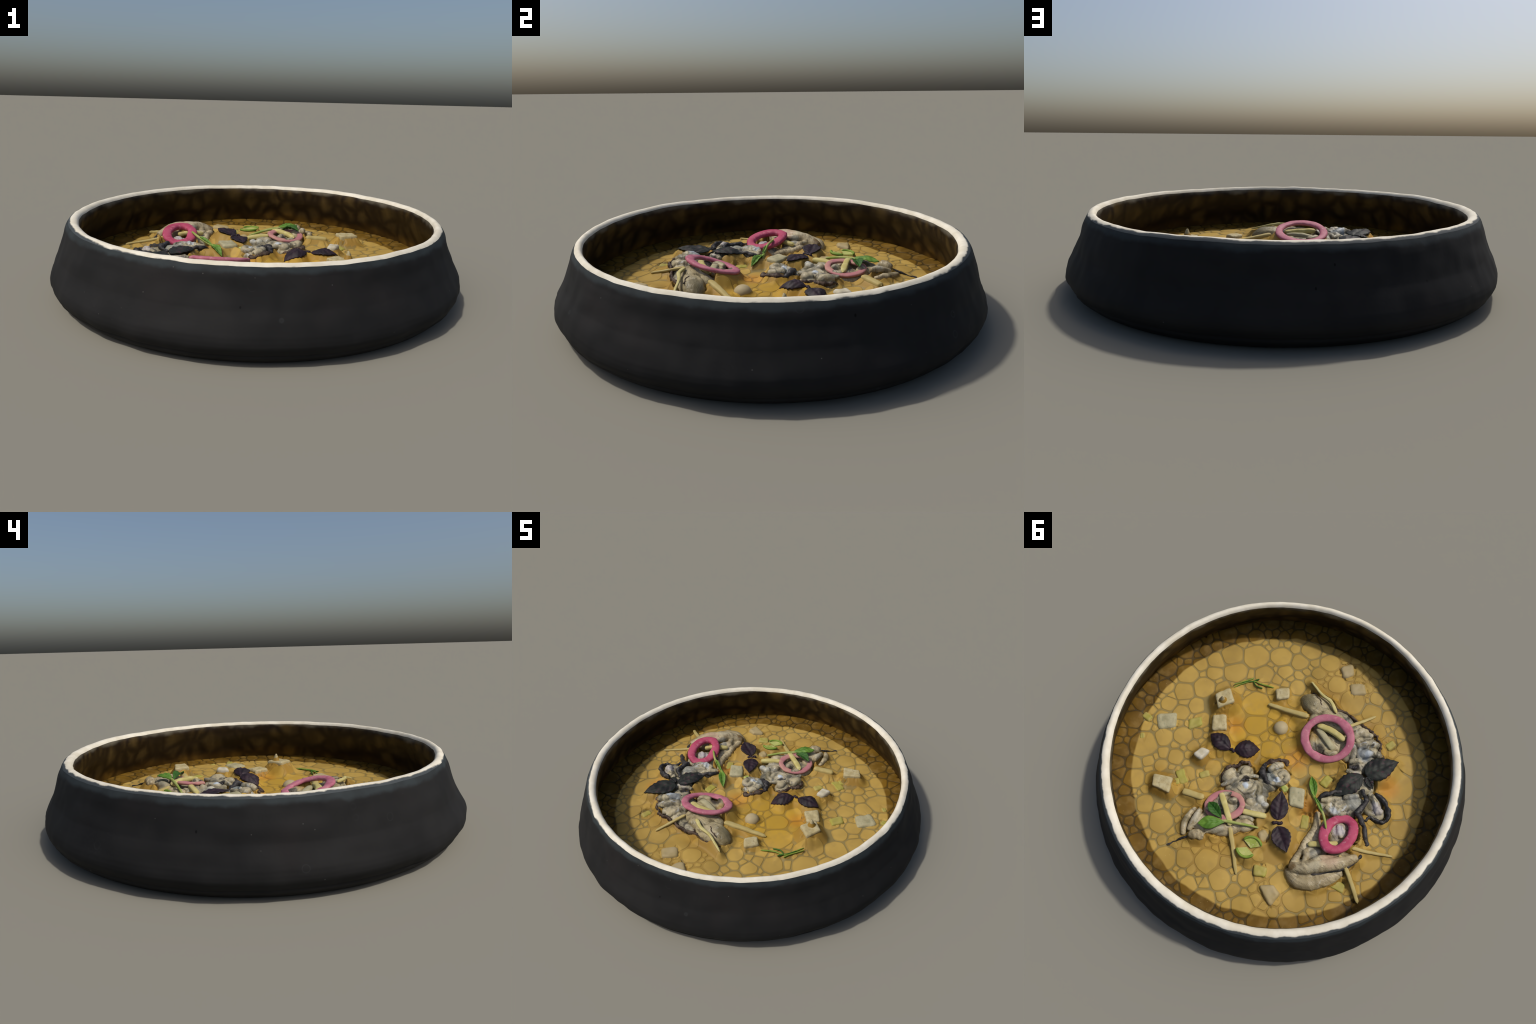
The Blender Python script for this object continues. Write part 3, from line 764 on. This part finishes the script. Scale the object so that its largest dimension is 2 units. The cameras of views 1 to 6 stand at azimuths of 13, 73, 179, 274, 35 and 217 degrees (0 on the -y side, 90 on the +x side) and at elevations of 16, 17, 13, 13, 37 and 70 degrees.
sweep("mantle_frill", z3([(0.070, 0.045), (0.062, 0.078), (0.045, 0.098), (0.012, 0.118), (-0.018, 0.130)], [0.124, 0.138, 0.142, 0.134, 0.120]), 0.0152, MAT_FRILL, o3, ruffle=0.003, freq=3, n=80, rough=0.008, seed=6)
sweep("mantle_frill", z3([(0.072, 0.050), (0.046, 0.010), (0.024, -0.016), (-0.010, -0.031), (-0.03, -0.02)], [0.125, 0.132, 0.132, 0.122, 0.112]), 0.0123, MAT_FRILL_BROWN, o3, ruffle=0.003, freq=3, n=70, rough=0.008, seed=9)
sweep("mantle_frill", z3([(0.114, 0.213), (0.099, 0.186), (0.075, 0.177)], 0.136), 0.0047, MAT_FRILL, o3, ruffle=0.002, n=30, seed=12)
sweep("mantle_frill", z3([(0.205, 0.70), (0.174, 0.652), (0.147, 0.614), (0.118, 0.565)], [0.098, 0.112, 0.126, 0.140]), 0.0047, MAT_FRILL, o3b, ruffle=0.003, freq=2, n=60, rough=0.005, seed=2)

# ------------------------------------------------------------------ onion rings
ring("onion_ring", (-0.114, -0.263), (0.101, 0.069), (-0.069, 0.085), (0.154, 0.138, 0.186, 0.196), 0.042, 0.022, MAT_PINK, 1)
ring("onion_ring", (0.088, 0.364), (0.069, 0.060), (-0.044, 0.054), (0.150, 0.160, 0.156, 0.136), 0.034, 0.018, MAT_PINK_PALE, 4)
ring("onion_ring", (-0.467, 0.127), (0.053, 0.055), (-0.039, 0.078), (0.174, 0.194, 0.174, 0.140), 0.050, 0.032, MAT_MAGENTA, 8)

# ------------------------------------------------------------------ diced vegetables
DICE = [
    ([(0.539, -0.094), (0.499, -0.178), (0.422, -0.125), (0.469, -0.034)], 0.176, MAT_DICE, 0.010, 0.060),
    ([(0.306, -0.338), (0.248, -0.399), (0.206, -0.344), (0.258, -0.289)], 0.140, MAT_DICE, 0.012, 0.022),
    ([(0.481, 0.002), (0.422, -0.049), (0.357, 0.023), (0.424, 0.080)], 0.142, MAT_DICE, 0.014, 0.026),
    ([(0.414, 0.253), (0.394, 0.181), (0.345, 0.176), (0.352, 0.251)], 0.156, MAT_DICE_WHITE, 0.018, 0.040),
    ([(0.497, 0.463), (0.401, 0.414), (0.363, 0.496), (0.462, 0.516)], 0.160, MAT_DICE, 0.010, 0.045),
    ([(-0.113, 0.073), (-0.188, 0.032), (-0.247, 0.127), (-0.172, 0.159)], 0.155, MAT_DICE_GREY, 0.014, 0.030),
    ([(0.751, 0.186), (0.660, 0.100), (0.601, 0.178), (0.674, 0.255)], 0.110, MAT_DICE_GREY, 0.020, 0.010),
    ([(0.106, -0.689), (0.056, -0.760), (0.002, -0.696), (0.040, -0.634)], 0.128, MAT_DICE_SUNK, 0.020, 0.008),
    ([(-0.001, -0.635), (-0.073, -0.691), (-0.126, -0.640), (-0.057, -0.575)], 0.126, MAT_DICE_SUNK, 0.020, 0.008),
    ([(0.585, 0.098), (0.536, 0.035), (0.492, 0.075), (0.541, 0.148)], 0.107, MAT_CELERY_SUNK, 0.014, 0.008),
    ([(-0.300, 0.575), (-0.357, 0.523), (-0.418, 0.539), (-0.415, 0.627)], 0.130, MAT_DICE_SUNK, 0.020, 0.022),
    ([(-0.129, 0.373), (-0.144, 0.327), (-0.204, 0.340), (-0.182, 0.407)], 0.132, MAT_DICE_SUNK, 0.018, 0.012),
    ([(-0.217, 0.503), (-0.285, 0.474), (-0.307, 0.522), (-0.248, 0.552)], 0.118, MAT_CELERY_SUNK, 0.012, 0.010)]
for i, (c, top, mat, bev, h) in enumerate(DICE):
    dice("diced_vegetable", c, top, mat, bevel=bev, seed=i * 3.1)
# scan artefact copied as a solid spike on the holed block
sweep("scan_spike", [(0.475, -0.088, 0.165), (0.478, -0.090, 0.195), (0.476, -0.091, 0.216)], 0.020, MAT_DICE, taper=(1.0, 0.2), n=20)

for i, (x, y, rx, ry) in enumerate(((0.777, 0.227, 0.03, 0.02), (-0.402, -0.472, 0.03, 0.022), (0.388, 0.375, 0.045, 0.025), (0.40, 0.42, 0.03, 0.02), (-0.288, 0.167, 0.04, 0.022),
                                    (-0.612, 0.330, 0.045, 0.025), (-0.245, -0.084, 0.035, 0.025), (-0.097, 0.095, 0.022, 0.018), (0.30, 0.29, 0.03, 0.02), (0.72, 0.33, 0.02, 0.015))):
    a = i * 1.3
    ux, uy = np.array((math.cos(a), math.sin(a))) * rx, np.array((-math.sin(a), math.cos(a))) * ry
    cc = np.array((x, y))
    dice("celery_piece", [cc + ux + uy, cc - ux + uy, cc - ux - uy, cc + ux - uy], 0.103 + (0.035 if i == 7 else 0), MAT_CELERY if i == 7 else MAT_CELERY_SUNK, bottom=0.075, bevel=0.012, seed=i)

# halved celery slice with skin, two wedges


def wedge(name, c, r, a0, a1, top, mat, skin):
    n = 18
    arc = [(c[0] + r * math.cos(a0 + (a1 - a0) * k / n), c[1] + r * math.sin(a0 + (a1 - a0) * k / n)) for k in range(n + 1)]
    verts = [(c[0], c[1], top - 0.008)] + [(x, y, top) for x, y in arc] + [(c[0], c[1], 0.09)] + [(x, y, 0.09) for x, y in arc]
    o = n + 2
    faces = [(0, k + 1, k + 2) for k in range(n)] + [(k + 1, o + k + 1, o + k + 2, k + 2) for k in range(n)]
    faces += [(0, o, o + 1, 1), (0, n + 1, o + n + 1, o)]
    ob = make_object(name, verts, faces, mat, smooth=False)
    sweep("celery_skin", [(x, y, top + 0.0005) for x, y in arc[::3]], 0.007, skin, ob, n=40, seg=10)
    return ob


wedge("celery_slice", (-0.140, 0.462), 0.052, 0.75, 2.95, 0.150, MAT_CELERY, MAT_CELERY_DARK)
wedge("celery_slice", (-0.158, 0.455), 0.056, 3.95, 6.05, 0.153, MAT_CELERY, MAT_CELERY_DARK)

# pea that sits half sunk
fleshy("pea", [(0.139, -0.177, 0.105, 0.042, 0.042, 0.036, 0)], [], MAT_PEA, fold=0.001, seed=1)

# ------------------------------------------------------------------ ginger straws
STRAWS = [
    ([(0.168, -0.500, 0.142), (0.064, -0.456, 0.172), (0.0, -0.447, 0.182), (-0.067, -0.409, 0.182)], 0.013, MAT_STICK, (0.5, 1)),
    ([(-0.242, -0.560, 0.116), (-0.206, -0.484, 0.132), (-0.160, -0.395, 0.155)], 0.012, MAT_STICK_WET, (0.6, 1)),
    ([(0.285, -0.248, 0.112), (0.172, -0.277, 0.126), (0.048, -0.314, 0.145)], 0.020, MAT_STICK_WET, (0.6, 1)),
    ([(-0.020, -0.297, 0.158), (-0.106, -0.314, 0.164), (-0.195, -0.312, 0.166)], 0.020, MAT_STICK, (1, 1)),
    ([(-0.030, -0.290, 0.144), (-0.104, -0.262, 0.150), (-0.180, -0.238, 0.140)], 0.021, MAT_DICE_GREY, (1, 1)),
    ([(0.320, 0.438, 0.126), (0.203, 0.397, 0.138)], 0.022, MAT_STICK_WET, (1, 0.9)),
    ([(0.147, 0.323, 0.150), (0.096, 0.357, 0.162), (0.040, 0.395, 0.165), (-0.005, 0.430, 0.155)], 0.018, MAT_STICK, (1, 1)),
    ([(-0.005, 0.435, 0.145), (-0.06, 0.485, 0.132), (-0.115, 0.537, 0.118), (-0.178, 0.600, 0.104)], 0.014, MAT_STICK_WET, (1.1, 0.7)),
    ([(0.000, 0.333, 0.146), (-0.060, 0.305, 0.146), (-0.119, 0.275, 0.138)], 0.018, MAT_STICK, (1, 1)),
    ([(-0.56, 0.139, 0.145), (-0.638, 0.102, 0.126), (-0.755, 0.037, 0.112)], 0.013, MAT_STICK_WET, (1, 0.6)),
    ([(-0.535, 0.215, 0.182), (-0.628, 0.259, 0.142), (-0.747, 0.339, 0.110)], 0.015, MAT_STICK_WET, (1, 0.8)),
    ([(-0.375, 0.262, 0.150), (-0.440, 0.212, 0.160), (-0.497, 0.167, 0.155)], 0.017, MAT_STICK, (1, 1))]
for i, (p, r, mat, tp) in enumerate(STRAWS):
    sweep("ginger_straw", p, r * 0.86, mat, power=3.2, flat=0.8, n=36, taper=tp, rough=0.002, seed=i)

# ------------------------------------------------------------------ leaves
def empty_child(name):
    e = bpy.data.objects.new(name, None)
    bpy.context.scene.collection.objects.link(e)
    e.parent = root
    return e


sprig = empty_child("purple_sprig")
leaf("leaf", (-0.176, 0.256), (-0.099, 0.119), 0.047, MAT_PURPLE, (0.150, 0.161, 0.155), sprig, cup=-0.006, serr=0.05, peak=0.40, seed=1)
leaf("leaf", (-0.196, 0.284), (-0.318, 0.362), 0.050, MAT_PURPLE, (0.151, 0.158, 0.163), sprig, cup=0.006, serr=0.06, peak=0.42, seed=2)
sweep("leaf_stalk", [(-0.161, 0.286, 0.148), (-0.185, 0.270, 0.150), (-0.209, 0.251, 0.148)], 0.009, MAT_PURPLE, sprig, n=20, ruffle=0.002)
sprig = empty_child("purple_sprig")
leaf("leaf", (0.268, 0.101), (0.414, 0.098), 0.046, MAT_PURPLE, (0.132, 0.160, 0.136), sprig, cup=-0.016, serr=0.05, peak=0.5, seed=3)
leaf("leaf", (0.250, 0.093), (0.150, -0.005), 0.052, MAT_PURPLE, (0.138, 0.158, 0.110), sprig, cup=-0.022, serr=0.06, peak=0.5, seed=4)
sweep("leaf_stalk", [(0.272, 0.101, 0.134), (0.258, 0.098, 0.140), (0.240, 0.100, 0.134)], 0.008, MAT_PURPLE, sprig, n=20, ruffle=0.002)
sprig = empty_child("dark_sprig")
leaf("leaf", (-0.392, -0.225), (-0.494, -0.392), 0.062, MAT_DARKLEAF, (0.160, 0.174, 0.158), sprig, cup=-0.010, serr=0.07, peak=0.38, seed=5)
leaf("leaf", (-0.385, -0.210), (-0.325, -0.030), 0.055, MAT_DARKLEAF, (0.160, 0.170, 0.142), sprig, cup=-0.012, serr=0.08, peak=0.45, seed=6)
leaf("leaf", (-0.405, -0.215), (-0.470, -0.185), 0.022, MAT_DARKLEAF, (0.160, 0.160, 0.150), sprig, seed=7)
sprig = empty_child("microgreen")
leaf("leaf", (0.020, 0.428), (0.130, 0.526), 0.034, MAT_GREEN, (0.170, 0.192, 0.176), sprig, cup=-0.010, peak=0.62, seed=8)
leaf("leaf", (0.050, 0.430), (0.160, 0.404), 0.028, MAT_DEEPGREEN, (0.172, 0.184, 0.176), sprig, cup=0.012, peak=0.58, seed=9)
sweep("leaf_stalk", [(0.045, 0.440, 0.176), (-0.027, 0.400, 0.166), (-0.080, 0.370, 0.152), (-0.124, 0.347, 0.138)], 0.008, MAT_STEM, sprig, n=30, taper=(1.1, 0.7))
sprig = empty_child("microgreen")
sweep("leaf_stalk", [(-0.405, 0.148, 0.185), (-0.345, 0.092, 0.172), (-0.274, 0.052, 0.152), (-0.215, 0.022, 0.138)], 0.008, MAT_STEM, sprig, n=36, taper=(0.8, 1.1))
leaf("leaf", (-0.255, 0.040), (-0.168, -0.052), 0.021, MAT_GREEN, (0.150, 0.144, 0.120), sprig, cup=0.008, peak=0.5, seed=10)
leaf("leaf", (-0.345, 0.092), (-0.250, 0.035), 0.009, MAT_GREEN, (0.175, 0.168, 0.150), sprig, cup=0.004, peak=0.5, seed=11)
sprig = empty_child("herb_sprig")
for i, p in enumerate(([(0.504, -0.207), (0.479, -0.257), (0.441, -0.308), (0.39, -0.321), (0.32, -0.35)], [(0.50, -0.215), (0.47, -0.275), (0.441, -0.308), (0.42, -0.34)],
                       [(0.515, -0.222), (0.470, -0.290), (0.45, -0.325)], [(0.441, -0.308), (0.41, -0.295), (0.37, -0.305)])):
    sweep("leaf_stalk", [(x, y, 0.117 + 0.006 * math.sin(3 * k)) for k, (x, y) in enumerate(p)], 0.0055, MAT_DEEPGREEN if i % 2 else MAT_CELERY_DARK, sprig, n=36, seg=8, taper=(0.6, 0.8))

# ------------------------------------------------------------------ broth mesh
def build_broth():
    verts, faces = [], []
    rings = 200
    R = 0.933
    xs, ys = [0.0], [0.0]
    counts = []
    for i in range(1, rings + 1):
        r = R * i / rings
        for k in range(480):
            xs.append(r * math.cos(TAU * k / 480))
            ys.append(r * math.sin(TAU * k / 480))
    zs = broth_height(np.array(xs), np.array(ys))
    verts = list(zip(xs, ys, zs))
    for k in range(480):
        faces.append((0, 1 + k, 1 + (k + 1) % 480))
    for i in range(rings - 1):
        for k in range(480):
            q = (k + 1) % 480
            a = 1 + i * 480
            faces.append((a + k, a + 480 + k, a + 480 + q, a + q))
    up = lift(np.array(xs), np.array(ys))
    coat = [1 if min(up[k] for k in f) > 0.006 else 0 for f in faces]
    return make_object("broth", verts, faces, [MAT_BROTH, MAT_COAT], face_mats=coat)


drape_broth()
broth = build_broth()

# ------------------------------------------------------------------ oil film: a packing of round cells pressed into polygons
# the largest cells: x, y, radius
BIG_CELLS = [
    (0.539, -0.453, 0.077), (0.418, -0.542, 0.064), (0.312, -0.582, 0.052), (0.303, -0.682, 0.061), (0.166, -0.675, 0.06), (0.566, -0.302, 0.068), (0.651,
    -0.37, 0.069), (0.649, -0.109, 0.063), (0.72, -0.023, 0.059), (0.74, 0.096, 0.043), (0.703, -0.286, 0.053), (0.76, -0.209, 0.044), (0.66, -0.218,
    0.048), (0.601, 0.008, 0.047), (0.777, -0.115, 0.064), (0.427, -0.39, 0.059), (0.351, -0.407, 0.031), (0.344, -0.476, 0.044), (0.224, -0.443, 0.047),
    (0.338, -0.208, 0.081), (0.381, -0.084, 0.053), (0.269, -0.111, 0.068), (0.309, -0.001, 0.049), (0.102, -0.038, 0.055), (0.037, -0.127, 0.048),
    (0.177, -0.356, 0.035), (0.047, -0.587, 0.055), (0.176, -0.587, 0.044), (-0.086, -0.551, 0.074), (-0.181, -0.657, 0.043), (-0.208, -0.566, 0.062),
    (-0.301, -0.608, 0.047), (-0.309, -0.495, 0.038), (0.623, 0.264, 0.05), (0.541, 0.191, 0.053), (0.68, 0.368, 0.077), (0.602, 0.421, 0.038), (0.641,
    0.471, 0.042), (0.586, 0.539, 0.056), (-0.477, -0.5, 0.046), (0.51, 0.68, 0.059), (0.31, 0.629, 0.065), (0.163, 0.762, 0.064), (0.086, 0.701, 0.05),
    (0.445, 0.612, 0.052), (0.331, 0.792, 0.051), (-0.016, 0.639, 0.063), (-0.126, 0.668, 0.056), (-0.227, 0.588, 0.042), (-0.133, 0.805, 0.063), (0.179,
    0.665, 0.036), (-0.547, -0.291, 0.104), (-0.53, -0.417, 0.068), (-0.641, -0.175, 0.044), (-0.685, -0.219, 0.037), (-0.705, -0.103, 0.054), (-0.63,
    0.024, 0.032), (-0.674, 0.133, 0.06), (-0.563, 0.439, 0.059), (-0.486, 0.522, 0.059), (-0.641, 0.389, 0.038), (-0.679, 0.442, 0.056), (-0.268, 0.4,
    0.052), (-0.161, -0.095, 0.037), (-0.22, -0.155, 0.04)]


def pack_cells():
    cells = []

    def blocked(x, y, r, k):
        for cx, cy, cr in cells:
            if (x - cx) ** 2 + (y - cy) ** 2 < (k * (r + cr)) ** 2:
                return True
        return False

    for x, y, r in BIG_CELLS:
        cells.append((x, y, r))
    for r_hi, r_lo, tries, k in ((0.056, 0.042, 400, 0.96), (0.042, 0.030, 2500, 0.94), (0.030, 0.019, 6000, 0.92), (0.020, 0.012, 9000, 0.92)):
        for _ in range(tries):
            r = r_lo + (r_hi - r_lo) * random.random()
            a, q = TAU * random.random(), 0.918 * math.sqrt(random.random())
            x, y = q * math.cos(a), q * math.sin(a)
            if not blocked(x, y, r, k):
                cells.append((x, y, r))
    return cells


def clip(poly, nx, ny, c):
    out = []
    for (ax, ay), (bx, by) in zip(poly, poly[1:] + poly[:1]):
        da, db = ax * nx + ay * ny - c, bx * nx + by * ny - c
        if da <= 0:
            out.append((ax, ay))
        if (da < 0 < db) or (db < 0 < da):
            f = da / (da - db)
            out.append((ax + (bx - ax) * f, ay + (by - ay) * f))
    return out


def build_oil():
    cells = pack_cells()
    A = np.array(cells)
    built = []
    for i, (x, y, r) in enumerate(cells):
        R = r * 1.9
        poly = [(x + R * math.cos(TAU * k / 14), y + R * math.sin(TAU * k / 14)) for k in range(14)]
        d = np.hypot(A[:, 0] - x, A[:, 1] - y)
        for j in np.nonzero((d < R + A[:, 2] * 2.0) & (d > 1e-6))[0]:
            cx, cy, cr = A[j]
            D = d[j]
            nx, ny = (cx - x) / D, (cy - y) / D
            off = (D * D + r * r - cr * cr) / (2 * D)
            poly = clip(poly, nx, ny, nx * x + ny * y + off)
            if len(poly) < 3:
                break
        if len(poly) < 3:
            continue
        P = np.array(poly)
        keep = np.linalg.norm(P - np.roll(P, 1, 0), axis=1) > 1e-5
        P = P[keep]
        if len(P) < 3:
            continue
        c = P.mean(0)
        size = np.linalg.norm(P - c, axis=1).mean()
        gap = 0.0016 + 0.0010 * random.random()
        P = c + (P - c) * max(0.3, 1 - gap / size)
        for _ in range(3):
            Q = np.roll(P, -1, 0)
            P = np.stack([0.83 * P + 0.17 * Q, 0.17 * P + 0.83 * Q], 1).reshape(-1, 2)
        rr = np.hypot(P[:, 0], P[:, 1])
        P = P * np.minimum(1, 0.927 / rr)[:, None]
        dome = min(0.0026, 0.06 * size)
        if float(lift(c[0], c[1])) > 0.026:
            continue
        n = len(P)
        verts, faces = [], []
        soft = min(0.34, 0.0065 / size)
        levels = (1.0, 1 - 0.5 * soft, 1 - soft, 0.62, 0.33)
        for s in levels:
            q = c + (P - c) * s
            z = broth_height(q[:, 0], q[:, 1]) + 0.0012 + dome * (1 - s ** 3)
            if s == 1.0:
                z = z - 0.0025
            verts += list(zip(q[:, 0], q[:, 1], z))
        verts.append((c[0], c[1], float(broth_height(c[0], c[1])) + 0.0012 + dome))
        for L in range(len(levels) - 1):
            for k in range(n):
                q = (k + 1) % n
                faces.append((L * n + k, L * n + q, (L + 1) * n + q, (L + 1) * n + k))
        o = (len(levels) - 1) * n
        faces += [(o + k, o + (k + 1) % n, len(verts) - 1) for k in range(n)]
        area = 0.5 * abs(np.dot(P[:, 0], np.roll(P[:, 1], 1)) - np.dot(P[:, 1], np.roll(P[:, 0], 1)))
        built.append((area, verts, faces, [1] * (2 * n) + [0] * (len(faces) - 2 * n)))
    built.sort(key=lambda b: -b[0])
    for area, v, f, fm in built[:280]:
        make_object("oil_droplet", v, f, [MAT_DROP, MAT_DROP_EDGE], broth, fm)
    V, F, M = [], [], []
    for area, v, f, fm in built[280:]:
        M += fm
        o = len(V)
        V += v
        F += [tuple(o + k for k in q) for q in f]
    make_object("oil_droplets", V, F, [MAT_DROP, MAT_DROP_EDGE], broth, M, stuff=True)
    print("oil cells", len(built))


build_oil()
